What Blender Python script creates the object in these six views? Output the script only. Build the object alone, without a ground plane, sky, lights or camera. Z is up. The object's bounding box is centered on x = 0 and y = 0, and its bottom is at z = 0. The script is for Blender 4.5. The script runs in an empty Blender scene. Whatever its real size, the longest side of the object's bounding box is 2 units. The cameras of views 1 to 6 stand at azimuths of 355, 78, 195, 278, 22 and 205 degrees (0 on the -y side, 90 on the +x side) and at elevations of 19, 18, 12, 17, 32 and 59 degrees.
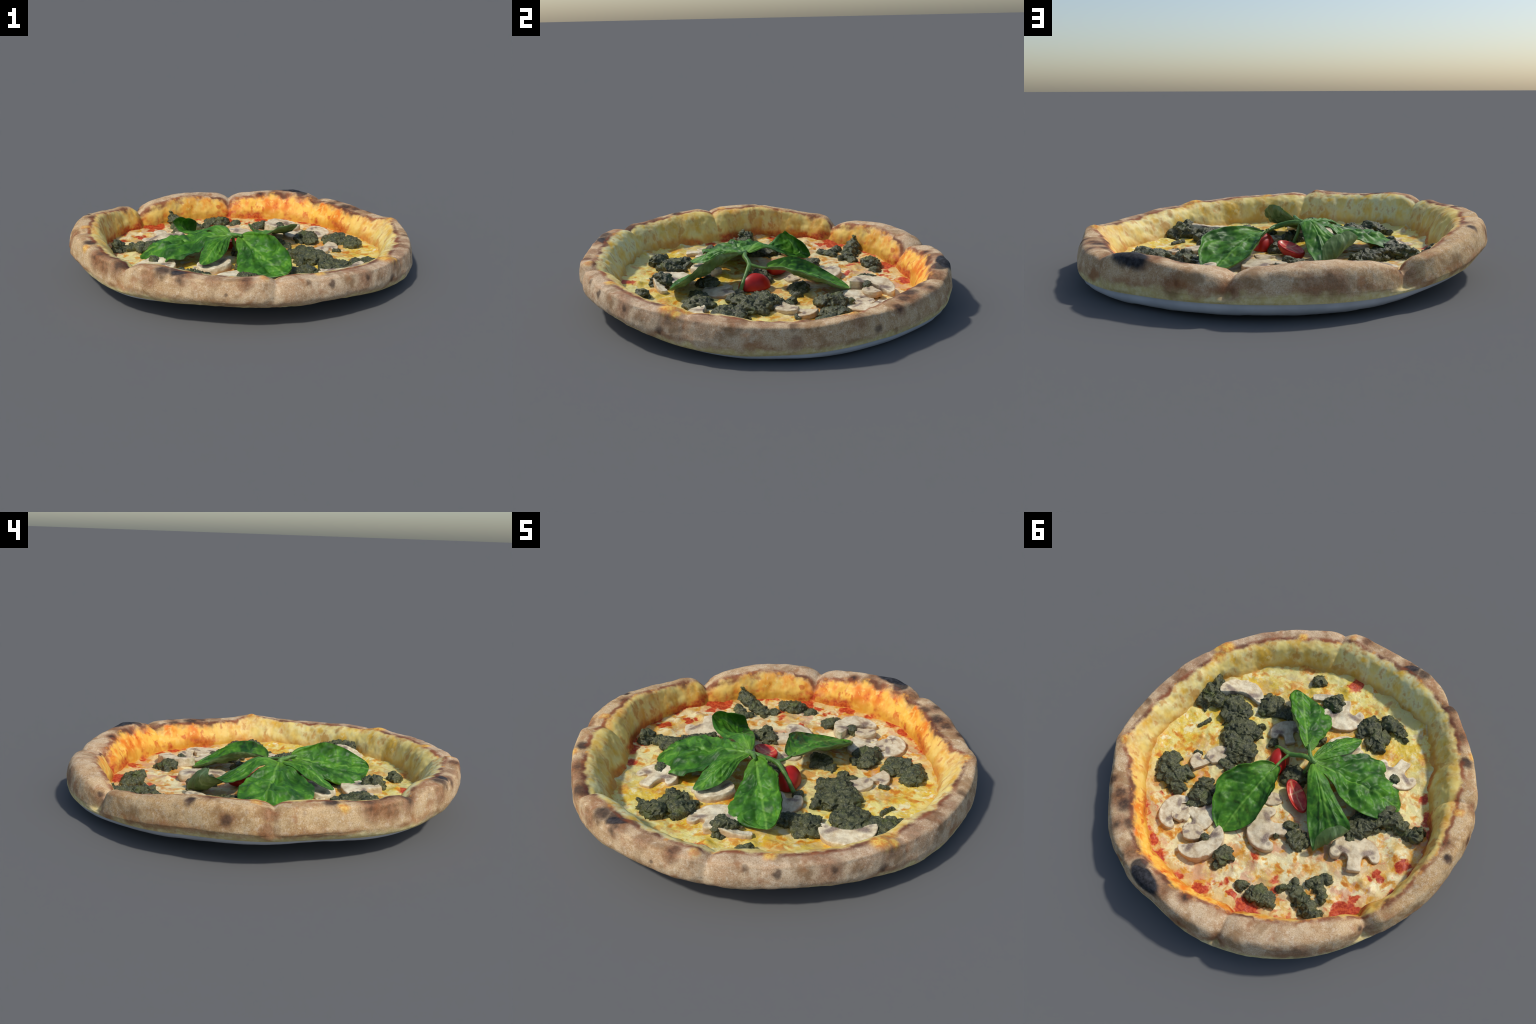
import bpy, bmesh, math, random
import numpy as np
from mathutils import Vector, Matrix

rng = random.Random(7)

# ------------------------------------------------------------------ helpers
def hash3(ix, iy, iz, seed):
    n = (ix * 73856093) ^ (iy * 19349663) ^ (iz * 83492791) ^ (seed * 2654435)
    n = (n ^ (n >> 13)) * 1274126177
    n = n & 0x7fffffff
    n = (n ^ (n >> 16)) & 0xffff
    return n / 32767.5 - 1.0


def noise(p, scale, seed=0):
    """smooth value noise in -1..1 at points p (N,3)"""
    q = np.asarray(p) * scale
    i = np.floor(q).astype(np.int64)
    f = q - i
    f = f * f * f * (f * (f * 6 - 15) + 10)
    out = 0
    for dx in (0, 1):
        wx = f[:, 0] if dx else 1 - f[:, 0]
        for dy in (0, 1):
            wy = f[:, 1] if dy else 1 - f[:, 1]
            for dz in (0, 1):
                wz = f[:, 2] if dz else 1 - f[:, 2]
                out = out + wx * wy * wz * hash3(i[:, 0] + dx, i[:, 1] + dy, i[:, 2] + dz, seed)
    return out


def fbm(p, scale, octaves=3, seed=0):
    return sum(noise(p, scale * 2.03 ** o, seed + o * 17) * 0.5 ** o for o in range(octaves))


def sstep(a, b, x):
    t = np.clip((x - a) / (b - a), 0, 1)
    return t * t * (3 - 2 * t)


def new_object(name, verts, faces, mats, parent, smooth=True, face_mat=None, matrix=None):
    me = bpy.data.meshes.new(name)
    verts = np.asarray(verts, dtype=float)
    if matrix is not None:
        inv = np.array(matrix.inverted())
        verts = verts @ inv[:3, :3].T + inv[:3, 3]
    me.from_pydata(verts.tolist(), [], [list(map(int, f)) for f in faces])
    for m in mats:
        me.materials.append(m)
    if face_mat is not None:
        me.polygons.foreach_set("material_index", np.asarray(face_mat, dtype=np.int32))
    me.polygons.foreach_set("use_smooth", [smooth] * len(me.polygons))
    me.update()
    ob = bpy.data.objects.new(name, me)
    bpy.context.scene.collection.objects.link(ob)
    ob.parent = parent
    if matrix is not None:
        ob.matrix_local = matrix
    return ob


def grid_faces(rows, cols, wrap):
    r = np.arange(rows - 1)[:, None]
    c = np.arange(cols if wrap else cols - 1)[None, :]
    c2 = (c + 1) % cols
    return np.stack([r * cols + c, r * cols + c2, (r + 1) * cols + c2, (r + 1) * cols + c], -1).reshape(-1, 4)


def catmull(P, n):
    """Catmull-Rom through control rows P (k, ..., d), n samples"""
    P = np.asarray(P, dtype=float)
    k = len(P)
    E = np.concatenate([2 * P[:1] - P[1:2], P, 2 * P[-1:] - P[-2:-1]])
    t = np.linspace(0, k - 1, n)
    i = np.minimum(t.astype(int), k - 2)
    s = (t - i).reshape((-1,) + (1,) * (P.ndim - 1))
    a, b, c, d = E[i], E[i + 1], E[i + 2], E[i + 3]
    return 0.5 * (2 * b + (c - a) * s + (2 * a - 5 * b + 4 * c - d) * s * s + (3 * b - a - 3 * c + d) * s ** 3)


def grid_normals(G):
    """G (rows, cols, 3), cols wrap"""
    du = np.gradient(G, axis=0)
    dv = np.roll(G, -1, 1) - np.roll(G, 1, 1)
    n = np.cross(dv, du)
    return n / (np.linalg.norm(n, axis=2, keepdims=True) + 1e-12)


# ------------------------------------------------------------------ node helpers
def lin(c):
    return tuple((x / 255 / 12.92 if x / 255 <= .04045 else ((x / 255 + .055) / 1.055) ** 2.4) for x in c) + (1,)


class Nodes:
    def __init__(self, name):
        self.mat = bpy.data.materials.new(name)
        self.mat.use_nodes = True
        self.t = self.mat.node_tree
        self.bsdf = self.t.nodes["Principled BSDF"]
        self.coord = self.t.nodes.new("ShaderNodeTexCoord").outputs["Object"]

    def node(self, kind, **kw):
        n = self.t.nodes.new(kind)
        for k, v in kw.items():
            setattr(n, k, v)
        return n

    def put(self, sock, v):
        if isinstance(v, bpy.types.NodeSocket):
            self.t.links.new(v, sock)
        elif isinstance(v, tuple) and sock.type == 'RGBA':
            sock.default_value = v if len(v) == 4 else lin(v)
        else:
            sock.default_value = v

    def math(self, op, a, b=0.0, c=None, clamp=False):
        n = self.node("ShaderNodeMath", operation=op, use_clamp=clamp)
        self.put(n.inputs[0], a)
        self.put(n.inputs[1], b)
        if c is not None:
            self.put(n.inputs[2], c)
        return n.outputs[0]

    def vmath(self, op, a, b=None, scale=None):
        n = self.node("ShaderNodeVectorMath", operation=op)
        self.put(n.inputs[0], a)
        if b is not None:
            self.put(n.inputs[1], b)
        if scale is not None:
            self.put(n.inputs["Scale"], scale)
        return n.outputs["Value"] if op in ("LENGTH", "DISTANCE", "DOT_PRODUCT") else n.outputs[0]

    def noise(self, scale, detail=3, rough=.55, distortion=0, vec=None, color=False):
        n = self.node("ShaderNodeTexNoise")
        self.put(n.inputs["Vector"], vec if vec is not None else self.coord)
        n.inputs["Scale"].default_value = scale
        n.inputs["Detail"].default_value = detail
        n.inputs["Roughness"].default_value = rough
        n.inputs["Distortion"].default_value = distortion
        return n.outputs["Color" if color else "Fac"]

    def voronoi(self, scale, vec=None, out="Distance", feature='F1'):
        n = self.node("ShaderNodeTexVoronoi", feature=feature)
        self.put(n.inputs["Vector"], vec if vec is not None else self.coord)
        n.inputs["Scale"].default_value = scale
        return n.outputs[out]

    def step(self, v, a, b, to0=0.0, to1=1.0):
        n = self.node("ShaderNodeMapRange", interpolation_type='SMOOTHSTEP')
        self.put(n.inputs[0], v)
        self.put(n.inputs[1], a)
        self.put(n.inputs[2], b)
        n.inputs[3].default_value = to0
        n.inputs[4].default_value = to1
        return n.outputs[0]

    def mix(self, fac, a, b, blend='MIX'):
        n = self.node("ShaderNodeMix", data_type='RGBA', blend_type=blend)
        self.put(n.inputs[0], fac)
        self.put(n.inputs[6], a)
        self.put(n.inputs[7], b)
        return n.outputs[2]

    def xyz(self, v=None):
        n = self.node("ShaderNodeSeparateXYZ")
        self.put(n.inputs[0], v if v is not None else self.coord)
        return n.outputs

    def curve(self, fac, pts):
        n = self.node("ShaderNodeFloatCurve")
        c = n.mapping.curves[0]
        pts = sorted(pts)
        c.points[0].location = pts[0]
        c.points[1].location = pts[-1]
        for p in pts[1:-1]:
            c.points.new(*p)
        n.mapping.update()
        self.put(n.inputs["Value"], fac)
        return n.outputs[0]

    def warp(self, amount, scale, detail=2):
        c = self.noise(scale, detail, color=True)
        c = self.vmath('SUBTRACT', c, (.5, .5, .5))
        return self.vmath('ADD', self.coord, self.vmath('SCALE', c, scale=amount))

    def spots(self, vec, items, inner=.4, outer=1.2):
        """union of soft ellipsoids (centre xyz, radii xyz, turn about z in degrees, strength)"""
        acc = None
        for (loc, rad, turn, strength) in items:
            m = self.node("ShaderNodeMapping", vector_type='TEXTURE')
            # each spot waits for the one before it, which keeps the shader stack small
            self.put(m.inputs[0], vec if acc is None else self.vmath('ADD', vec, self.math('MULTIPLY', acc, 1e-9)))
            m.inputs["Location"].default_value = loc
            m.inputs["Rotation"].default_value = (0, 0, math.radians(turn))
            m.inputs["Scale"].default_value = rad
            s = self.step(self.vmath('LENGTH', m.outputs[0]), outer, inner, 0, strength)
            acc = s if acc is None else self.math('MAXIMUM', acc, s)
        return acc

    def bump(self, height, strength=.3, dist=.01):
        n = self.node("ShaderNodeBump")
        n.inputs["Strength"].default_value = strength
        n.inputs["Distance"].default_value = dist
        self.put(n.inputs["Height"], height)
        self.t.links.new(n.outputs[0], self.bsdf.inputs["Normal"])

    def finish(self, color, rough=.6, **kw):
        self.put(self.bsdf.inputs["Base Color"], color)
        self.put(self.bsdf.inputs["Roughness"], rough)
        for k, v in kw.items():
            self.put(self.bsdf.inputs[k.replace('_', ' ')], v)
        return self.mat


# ------------------------------------------------------------------ shape tables
# every ten degrees round the pizza (angle 0 on +x, counter-clockwise)
RIM_RADIUS = [.980, .987, .977, .977, .991, 1.003, .998, .979, .986, .992, .989, .983, .974, .958, .948, .957, .971, .968,
              .980, .985, .975, .971, .971, .991, 1.000, .997, .996, .998, .987, .989, .977, .979, .975, .977, .974, .969]
CREST_HEIGHT = [.176, .192, .184, .182, .184, .186, .205, .222, .203, .190, .198, .219, .220, .200, .196, .222, .247, .268,
                .272, .262, .270, .264, .256, .264, .278, .262, .250, .254, .243, .242, .234, .224, .222, .209, .190, .187]
FOOT_HEIGHT = [.002, .008, .004, .000, .006, .016, .012, .015, .020, .024, .022, .014, .008, .008, .011, .018, .034, .047,
               .054, .060, .067, .071, .072, .077, .087, .088, .080, .071, .066, .062, .053, .035, .014, .003, .000, .000]
FOOT_INSET = [.099, .092, .094, .102, .107, .106, .094, .089, .089, .093, .105, .120, .139, .161, .180, .191, .194, .192,
              .191, .194, .196, .195, .188, .182, .182, .188, .197, .208, .214, .210, .200, .184, .167, .149, .130, .112]
INNER_EDGE = {20: .86, 30: .835, 37: .84, 47: .865, 53: .885, 62: .875, 70: .868, 80: .845, 90: .82, 105: .82, 114: .825,
              125: .82, 134: .83, 142: .867, 151: .86, 160: .85, 170: .855, 184: .86, 194: .87, 210: .885, 220: .90,
              227: .915, 234: .90, 243: .895, 252: .897, 262: .885, 272: .91, 277: .89, 285: .873, 295: .88, 308: .88,
              320: .88, 328: .87, 333: .862, 345: .872, 357: .88, 9: .90, 12.5: .925, 16: .895}
WALL_FOOT = {20: .79, 35: .80, 50: .80, 65: .79, 80: .77, 90: .75, 105: .765, 117: .79, 138: .79, 150: .82, 160: .83,
             170: .83, 180: .82, 190: .815, 202: .80, 215: .83, 226: .86, 232: .86, 240: .85, 255: .835, 267: .84,
             275: .84, 283: .835, 303: .845, 317: .82, 325: .85, 334: .82, 348: .81, 0: .815, 12: .825}
WHITE_HEIGHT = {0: .046, 20: .052, 45: .052, 90: .06, 120: .068, 150: .072, 180: .066, 210: .046, 235: .034,
                255: .0, 300: .006, 330: .034}


def table(d, deg, sigma=1.5):
    if not isinstance(d, dict):
        d = {i * 360 / len(d): v for i, v in enumerate(d)}
    k = np.array(sorted(d))
    v = np.array([d[i] for i in k])
    fine = np.arange(0, 360, .5)
    f = np.interp(fine, np.concatenate([k - 360, k, k + 360]), np.tile(v, 3))
    if sigma:
        w = np.exp(-.5 * (np.arange(-30, 31) * .5 / sigma) ** 2)
        w /= w.sum()
        f = np.convolve(np.concatenate([f[-30:], f, f[:30]]), w, 'valid')
    return np.interp(deg % 360, np.append(fine, 360), np.append(f, f[0]))


def floor_height(x, y):
    return .061 - .024 * x - .028 * y


# folds pinched into the rim: angle, depth, half width (deg), slant
FOLDS = [(-84.5, .18, 1.6, .05), (54, .18, 1.5, -.03), (93, .26, 1.8, .03), (137.5, .42, 2.6, .04),
         (-169, .16, 1.5, .02), (-130, .24, 1.7, -.03), (-35, .08, 2.4, 0), (12, -.05, 2.2, 0), (-88, -.05, 2, 0),
         (142, -.08, 2.2, 0), (32, .05, 2.5, 0), (112, .0, 3, 0), (-72, .04, 3, 0)]

pizza = bpy.data.objects.new("pizza", None)
bpy.context.scene.collection.objects.link(pizza)
pizza["label"] = "baked pizza with puffy charred crust, pesto, mushrooms and basil"
pizza["category"] = "pizza"

# ------------------------------------------------------------------ materials
def polar(N):
    x, y, z = N.xyz()
    r = N.vmath('LENGTH', N.vmath('MULTIPLY', N.coord, (1, 1, 0)))
    turn = N.math('DIVIDE', N.math('ARCTAN2', y, x), 2 * math.pi)
    return x, y, z, r, N.math('FRACT', N.math('ADD', turn, 1.0))


def turn_curve(N, turn, fn, lo, hi, n=60):
    """a function of the angle, as a float curve scaled back to lo..hi"""
    pts = [(i / n, float((fn(i * 360 / n) - lo) / (hi - lo))) for i in range(n + 1)]
    return N.math('MULTIPLY_ADD', N.curve(turn, pts), hi - lo, lo)


def bell(deg, centre, width):
    d = (deg - centre + 180) % 360 - 180
    return math.exp(-(d / width) ** 2)


def crust_material():
    N = Nodes("baked_crust")
    x, y, z, r, turn = polar(N)
    edge = turn_curve(N, turn, lambda d: table(INNER_EDGE, np.array([d]), 1)[0], .78, 1.0, 90)
    n5, n14 = N.noise(5, 4), N.noise(14, 4)
    n40, n160 = N.noise(45, 5, .65), N.noise(190, 4, .7)
    wide = N.warp(.035, 20, 3)
    # top skin: tan to pinkish, mottled with flour
    pink = turn_curve(N, turn, lambda d: min(1, bell(d, 310, 65) + .5 * bell(d, 75, 45)+.4*bell(d,110,30)), 0, 1, 36)
    tan = N.mix(N.step(n14, .35, .65), (194, 156, 104), (212, 180, 132))
    rosy = N.mix(N.step(n14, .36, .64), (192, 156, 120), (214, 186, 150))
    skin = N.mix(pink, tan, rosy)
    skin = N.mix(N.step(n40, .5, .66, 0, .6), skin, (226, 204, 172))
    skin = N.mix(N.step(n160, .52, .66, 0, .5), skin, (232, 216, 190))
    skin = N.mix(N.step(n160, .47, .35, 0, .5), skin, (128, 92, 60))
    skin = N.mix(N.step(N.noise(9, 4, .6), .53, .66, 0, .6), skin, (144, 106, 64))
    skin = N.mix(N.step(N.noise(7.3, 4, .6, vec=N.vmath('ADD', N.coord, (3, 1, 2))), .56, .68, 0, .6), skin, (164, 108, 66))
    # pale belly where the dough stayed unbaked
    brow = turn_curve(N, turn, lambda d: float(
        table(FOOT_HEIGHT, np.array([d]))[0] + (.42 + .08 * bell(d, 100, 50) - .17 * bell(d, 270, 50))
        * (table(CREST_HEIGHT, np.array([d]))[0] - table(FOOT_HEIGHT, np.array([d]))[0])), 0, .3, 48)
    zz = N.math('ADD', z, N.math('MULTIPLY', N.math('SUBTRACT', n14, .5), .09))
    belly = N.mix(N.step(n40, .4, .62), (216, 196, 132), (230, 214, 160))
    belly = N.mix(N.step(n14, .55, .7, 0, .6), belly, (198, 160, 84))
    rust = N.math('MULTIPLY', N.step(N.math('ABSOLUTE', N.math('SUBTRACT', zz, N.math('ADD', brow, .012))), .035, .004, 0, .6), N.step(n5, .42, .62))
    skin = N.mix(rust, skin, (160, 104, 58))
    skin = N.mix(N.step(N.math('SUBTRACT', zz, brow), .014, -.022), skin, belly)
    # spots: brown, dark, charred
    S = lambda *a: [((p[0], p[1], p[2]), (p[3],) * 3, 0, p[4]) for p in a]
    brown = N.spots(wide, S((-.75, -.555, .24, .085, .8), (-.70, -.62, .225, .08, .75), (-.65, -.69, .235, .07, .7),
                            (-.505, -.857, .235, .06, .6), (-.334, -.893, .246, .06, .6), (-.045, -.962, .24, .045, .8),
                            (.74, .51, .178, .09, .75), (.67, .64, .175, .07, .6), (.842, .43, .165, .05, .6),
                            (.171, .971, .126, .055, .65), (-.052, .988, .128, .055, .7), (-.442, .867, .15, .07, .6),
                            (-.36, .90, .14, .06, .5), (-.971, -.162, .18, .045, .7), (-.94, -.166, .237, .045, .7),
                            (.72, -.60, .22, .09, .5), (.545, -.79, .19, .06, .55), (.97, -.085, .11, .04, .6),
                            (.30, .86, .20, .08, .7), (.52, .76, .18, .07, .7), (-.69, .64, .15, .06, .7),
                            (-.86, .09, .255, .06, .6), (.85, -.32, .2, .06, .5), (.88, -.2, .19, .06, .5),
                            (.79, -.46, .205, .06, .5), (.5, -.77, .22, .06, .5), (-.2, -.93, .25, .05, .5),
                            (-.974, 0, .213, .045, .6), (-.95, .3, .2, .05, .4), (.94, .2, .17, .05, .45), (.17,.86,.19,.05,.8)))
    skin = N.mix(brown, skin, N.mix(N.step(n40, .4, .6), (108, 64, 38), (148, 92, 54)))
    dark = N.spots(wide, S((-.82, -.395, .265, .042, .92), (-.43, -.852, .268, .05, .9), (-.37, -.85, .268, .045, .85),
                           (-.345, -.90, .243, .03, .8), (-.60, -.69, .262, .05, .9), (-.912, .165, .257, .032, .95),
                           (-.865, .09, .255, .035, .9), (-.756, -.55, .24, .035, .7), (-.045, -.96, .242, .028, .6),
                           (.365, -.905, .2, .022, .8), (.237, -.934, .216, .02, .6), (.725, -.655, .13, .026, .75),
                           (.93, -.09, .172, .03, .55), (.842, .43, .166, .03, .85), (.93, .302, .112, .024, .7),
                           (.675, .66, .174, .03, .8), (.70, .54, .183, .05, .85), (.76, .49, .175, .035, .7),
                           (.62, .62, .183, .04, .8), (.165, .857, .188, .032, .9), (-.66, .635, .17, .025, .85),
                           (.55, -.79, .19, .018, .6), (-.974, 0, .213, .028, .75), (-.64, -.705, .245, .04, .75),
                           (-.138, -.985, .189, .012, .6), (.24,.83,.2,.03,.8), (-.43,-.87,.245,.03,.75)))
    skin = N.mix(dark, skin, N.mix(N.step(n40, .4, .6), (46, 36, 34), (80, 58, 46)))
    smear = N.warp(.025, 16, 3)
    char = N.spots(smear, [((.392, .865, .205), (.118, .05, .07), -25, 1), ((.45, .815, .20), (.05, .05, .05), 0, .9),
                           ((-.35, -.872, .262), (.055, .028, .04), 18, .9), ((-.60, -.70, .268), (.035, .025, .04), -40, .85)],
                   .7, 1.05)
    skin = N.mix(char, skin, N.mix(N.step(n40, .35, .7), (28, 28, 31), (62, 62, 66)))
    # inner wall: melted cheese film, orange where sauce soaked in
    sauce = turn_curve(N, turn, lambda d: min(1, 1.15 * math.exp(-((d - 66) / 42) ** 4) + .5 * bell(d, 128, 18)
                                              + .3 * bell(d, 172, 25) + .18 * bell(d, 12, 18)), 0, 1, 60)
    pale = turn_curve(N, turn, lambda d: min(1, bell(d, 245, 30) + .55 * bell(d, 345, 60) + .3 * bell(d, 175, 30)), 0, 1, 36)
    stretched = N.vmath('MULTIPLY', N.coord, (1, 1, .6))
    ns = N.noise(11, 3, .55, vec=stretched)
    ns2 = N.noise(17, 3, .55, vec=N.vmath('ADD', stretched, (5, 2, 1)))
    wall = N.mix(N.step(ns, .36, .62), (222, 176, 62), (238, 214, 124))
    wall = N.mix(N.math('MULTIPLY', pale, N.step(ns2, .35, .6)), wall, (232, 226, 172))
    wall = N.mix(N.step(ns2, .54, .66, 0, .65), wall, (200, 136, 40))
    wall = N.mix(N.step(N.noise(32, 3, .6, vec=stretched), .56, .68, 0, .5), wall, (240, 228, 168))
    hot = N.mix(N.step(ns, .36, .6), (232, 124, 26), (248, 190, 76))
    hot = N.mix(N.step(ns2, .56, .64, 0, .75), hot, (206, 78, 20))
    hot = N.mix(N.step(N.noise(26, 4, .65), .54, .64, 0, .6), hot, (246, 206, 110))
    wall = N.mix(sauce, wall, hot)
    up = N.math('ADD', N.math('ADD', z, N.math('MULTIPLY', x, .03)), N.math('MULTIPLY', y, .012))
    up = N.math('ADD', up, N.math('MULTIPLY', N.math('SUBTRACT', ns, .5), .07))
    redfoot = turn_curve(N, turn, lambda d: min(1, bell(d, 60, 50) + bell(d, 140, 45) + .8 * bell(d, 195, 16) + .5 * bell(d, 232, 6)), 0, 1, 60)
    wall = N.mix(N.step(up, .14, .085, 0, .7), wall, (206, 152, 48))
    wall = N.mix(N.math('MULTIPLY', N.math('MULTIPLY', redfoot, N.step(N.noise(7, 4, .6, vec=N.vmath('ADD', N.coord, (8, 1, 4))), .44, .58)), N.step(up, .125, .09)), wall, N.mix(N.step(n40, .4, .6), (176, 62, 24), (208, 104, 36)))
    rr = N.math('ADD', N.math('SUBTRACT', r, edge),
                N.math('MULTIPLY', N.math('SUBTRACT', N.noise(14, 4, .5), .5), .07))
    # scorched line where the film ends
    scorch = N.step(N.math('ABSOLUTE', N.math('SUBTRACT', rr, .012)), .026, .004, 0, .9)
    skin = N.mix(N.math('MULTIPLY', scorch, N.step(n14, .36, .56)), skin, N.mix(N.step(n5, .4, .6), (146, 76, 40), (98, 52, 34)))
    skin = N.mix(N.math('MULTIPLY', N.step(N.math('ABSOLUTE', rr), .03, .0), N.step(N.noise(22, 4, .6, vec=N.vmath('ADD', N.coord, (2, 9, 4))), .56, .66, 0, .8)), skin, (228, 156, 62))
    col = N.mix(N.step(rr, .012, -.014), skin, wall)
    # cheese that ran over the rim
    drip = N.spots(wide, S((.69, -.60, .215, .05, .95), (.735, -.575, .20, .03, .9), (.31, -.845, .244, .035, .9),
                           (.035, -.945, .25, .03, .6), (.91, .195, .19, .03, .7), (.70, -.52, .215, .05, .8),
                           (-.84, -.45, .26, .03, .7), (-.885, -.1, .255, .03, .7)))
    col = N.mix(drip, col, N.mix(N.step(n40, .4, .6), (222, 140, 52), (240, 196, 92)))
    h = N.math('ADD', N.math('MULTIPLY', n160, .5), N.math('MULTIPLY', n40, .8))
    N.bump(h, .25, .004)
    return N.finish(col, N.math('MULTIPLY_ADD', N.step(rr, .008, -.008), -.25, .8), Specular_IOR_Level=.3)


def cheese_material():
    N = Nodes("melted_cheese")
    x, y, z, r, turn = polar(N)
    w = N.warp(.10, 13, 4)
    shift = lambda a: N.vmath('ADD', N.coord, a)
    n4, n11 = N.noise(3.2, 3, .55), N.noise(8, 4, .6, .3)
    n24, n60 = N.noise(26, 4, .6, .6), N.noise(58, 4, .65)
    far = N.step(N.math('ADD', N.math('ADD', y, N.math('MULTIPLY', x, -.15)), N.math('MULTIPLY', N.math('SUBTRACT', n4, .5), .9)), -.25, .35)
    # melted curds: cream islands in yellow oil
    rich = N.mix(N.step(n11, .40, .56), (232, 196, 62), (240, 226, 138))
    plain = N.mix(N.step(n11, .40, .56), (222, 184, 104), (240, 226, 172))
    c = N.mix(far, rich, plain)
    c = N.mix(N.step(N.noise(15, 4, .6, .5, vec=shift((6, 1, 2))), .54, .64, 0, .8), c, (244, 238, 190))
    c = N.mix(N.step(n60, .56, .7, 0, .55), c, (248, 242, 206))
    # sauce and mushroom juice showing through
    rose = N.noise(7, 4, .65, .4, vec=shift((4, 7, 1)))
    c = N.mix(N.math('MULTIPLY', N.step(rose, .5, .62), N.math('MULTIPLY_ADD', far, .55, .2)), c, (214, 150, 116))
    mush = N.noise(10, 4, .6, vec=shift((1, 2, 9)))
    c = N.mix(N.step(mush, .56, .66, 0, .6), c, (196, 160, 118))
    c = N.mix(N.math('MULTIPLY', N.step(N.noise(13, 4, .65, .5, vec=shift((9, 3, 5))), .58, .66), N.math('MULTIPLY', far, .75)), c, (208, 96, 52))
    # golden toasted blisters
    gold = N.noise(18, 3, .55, .3, vec=shift((2, 5, 3)))
    c = N.mix(N.step(gold, .53, .62, 0, .85), c, (226, 160, 40))
    c = N.mix(N.step(gold, .61, .70, 0, .85), c, (200, 112, 28))
    P = lambda *a: [((p[0], p[1], .07), (p[2], p[2] * (p[4] if len(p) > 4 else 1), 1), p[5] if len(p) > 5 else 0, p[3]) for p in a]
    toast = N.spots(w, P((.25, -.60, .09, .9, .5, 10), (.06, -.62, .05, .8), (-.21, -.62, .09, .9, .6, 30), (-.62, -.45, .05, .7),
                         (.50, .45, .06, .8), (.10, .49, .07, .7), (-.25, .45, .06, .6), (.50, .20, .08, .7, .4), (.33, .12, .07, .8),
                         (-.42, -.38, .08, .8, .5), (-.10, -.38, .08, .7), (.6, -.08, .05, .7), (-.55, .20, .06, .7), (-.05, .30, .1, .7),
                         (.22, .05, .12, .7), (-.57, -.17, .06, .7), (.74, -.26, .03, .7), (-.3, .36, .06, .6), (.28, .60, .05, .6)))
    c = N.mix(N.math('MULTIPLY', toast, N.step(n24, .40, .56)), c, (216, 136, 32))
    oil = N.spots(w, P((.16, -.55, .10, .5), (.24, .13, .09, .9), (-.34, -.44, .12, .7), (.47, -.42, .1, .5), (.62, .24, .11, .6),
                       (-.05, -.52, .12, .5), (.42, -.1, .14, .5), (.40, -.55, .07, .4), (-.42, .12, .1, .4)))
    c = N.mix(N.math('MULTIPLY', oil, .7), c, (212, 174, 30))
    wash = N.spots(w, P((-.40, -.66, .14, .8, .7, 40), (.35, -.66, .16, .8, .5, 10), (.02, -.74, .08, .6), (-.66, -.32, .13, .7), (-.3, -.72, .14, .7, .5, 30)))
    c = N.mix(N.math('MULTIPLY', wash, .55), c, (218, 212, 150))
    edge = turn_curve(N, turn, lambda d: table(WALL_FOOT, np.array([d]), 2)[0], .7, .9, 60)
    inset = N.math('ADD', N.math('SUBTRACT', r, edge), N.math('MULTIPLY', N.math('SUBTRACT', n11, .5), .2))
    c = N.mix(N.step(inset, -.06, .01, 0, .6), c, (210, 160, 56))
    # open sauce
    ro = N.spots(w, P((-.08, -.757, .06, .85), (-.705, -.209, .06, .85, .6, 70), (-.75, -.10, .07, .9, .6, 95), (-.80, -.02, .06, .95, .6, 95),
                      (-.72, .205, .06, .85, .7, 60), (-.616, .307, .035, .8), (-.535, .55, .075, 1, .8, 40), (-.555, .47, .05, .8, .6, 60),
                      (-.09, .735, .085, .95, .7, 0), (.165, .735, .055, .9, .7, 10), (.62, .52, .045, .8, .6, 130), (.52, .60, .055, .8, .6, 130),
                      (.43, .67, .06, .8, .6, 140), (-.48, -.715, .055, .8, .7, 30), (-.179, .591, .035, .7), (-.70, -.43, .025, .6),
                      (-.355, .717, .045, .9), (-.80, .26, .06, .9, .7, 100), (-.73, -.01, .045, .8), (.66, .44, .035, .7), (-.15, .54, .035, .6),
                      (.0, .70, .045, .8, .5), (.30, .72, .05, .6, .5, -20), (-.74, .38, .05, .75, .5, 110), (-.008, .464, .03, .6), (.64, .35, .03, .5),
                      (-.25, .72, .05, .6, .5, 10), (-.65, .33, .03, .7), (-.59, .345, .02, .6), (.07, .66, .04, .6), (.55, .33, .03, .6)), .3, 1.3)
    ring = turn_curve(N, turn, lambda d: min(1, .9 * bell(d, 60, 45) + bell(d, 150, 50) + .7 * bell(d, 198, 18)), 0, 1, 48)
    ring = N.math('MULTIPLY', N.step(N.math('SUBTRACT', N.math('SUBTRACT', r, edge), N.math('MULTIPLY', N.step(n11, .4, .6), .05)), -.08, .0), ring)
    ro = N.math('MAXIMUM', ro, N.math('MULTIPLY', ring, N.step(N.noise(6, 3, .6, vec=shift((1, 8, 4))), .4, .58, .25, .85)))
    ro = N.math('ADD', ro, N.math('MULTIPLY', N.math('SUBTRACT', N.noise(20, 5, .65, .8, vec=shift((3, 3, 3))), .5), 1.5))
    c = N.mix(N.step(ro, .2, .5, 0, .6), c, (220, 124, 52))
    c = N.mix(N.step(ro, .38, .62, 0, .95), c, N.mix(N.step(n60, .42, .6), (172, 42, 18), (208, 84, 40)))
    N.bump(N.math('ADD', n60, N.math('MULTIPLY', n24, 1.2)), .35, .008)
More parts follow.
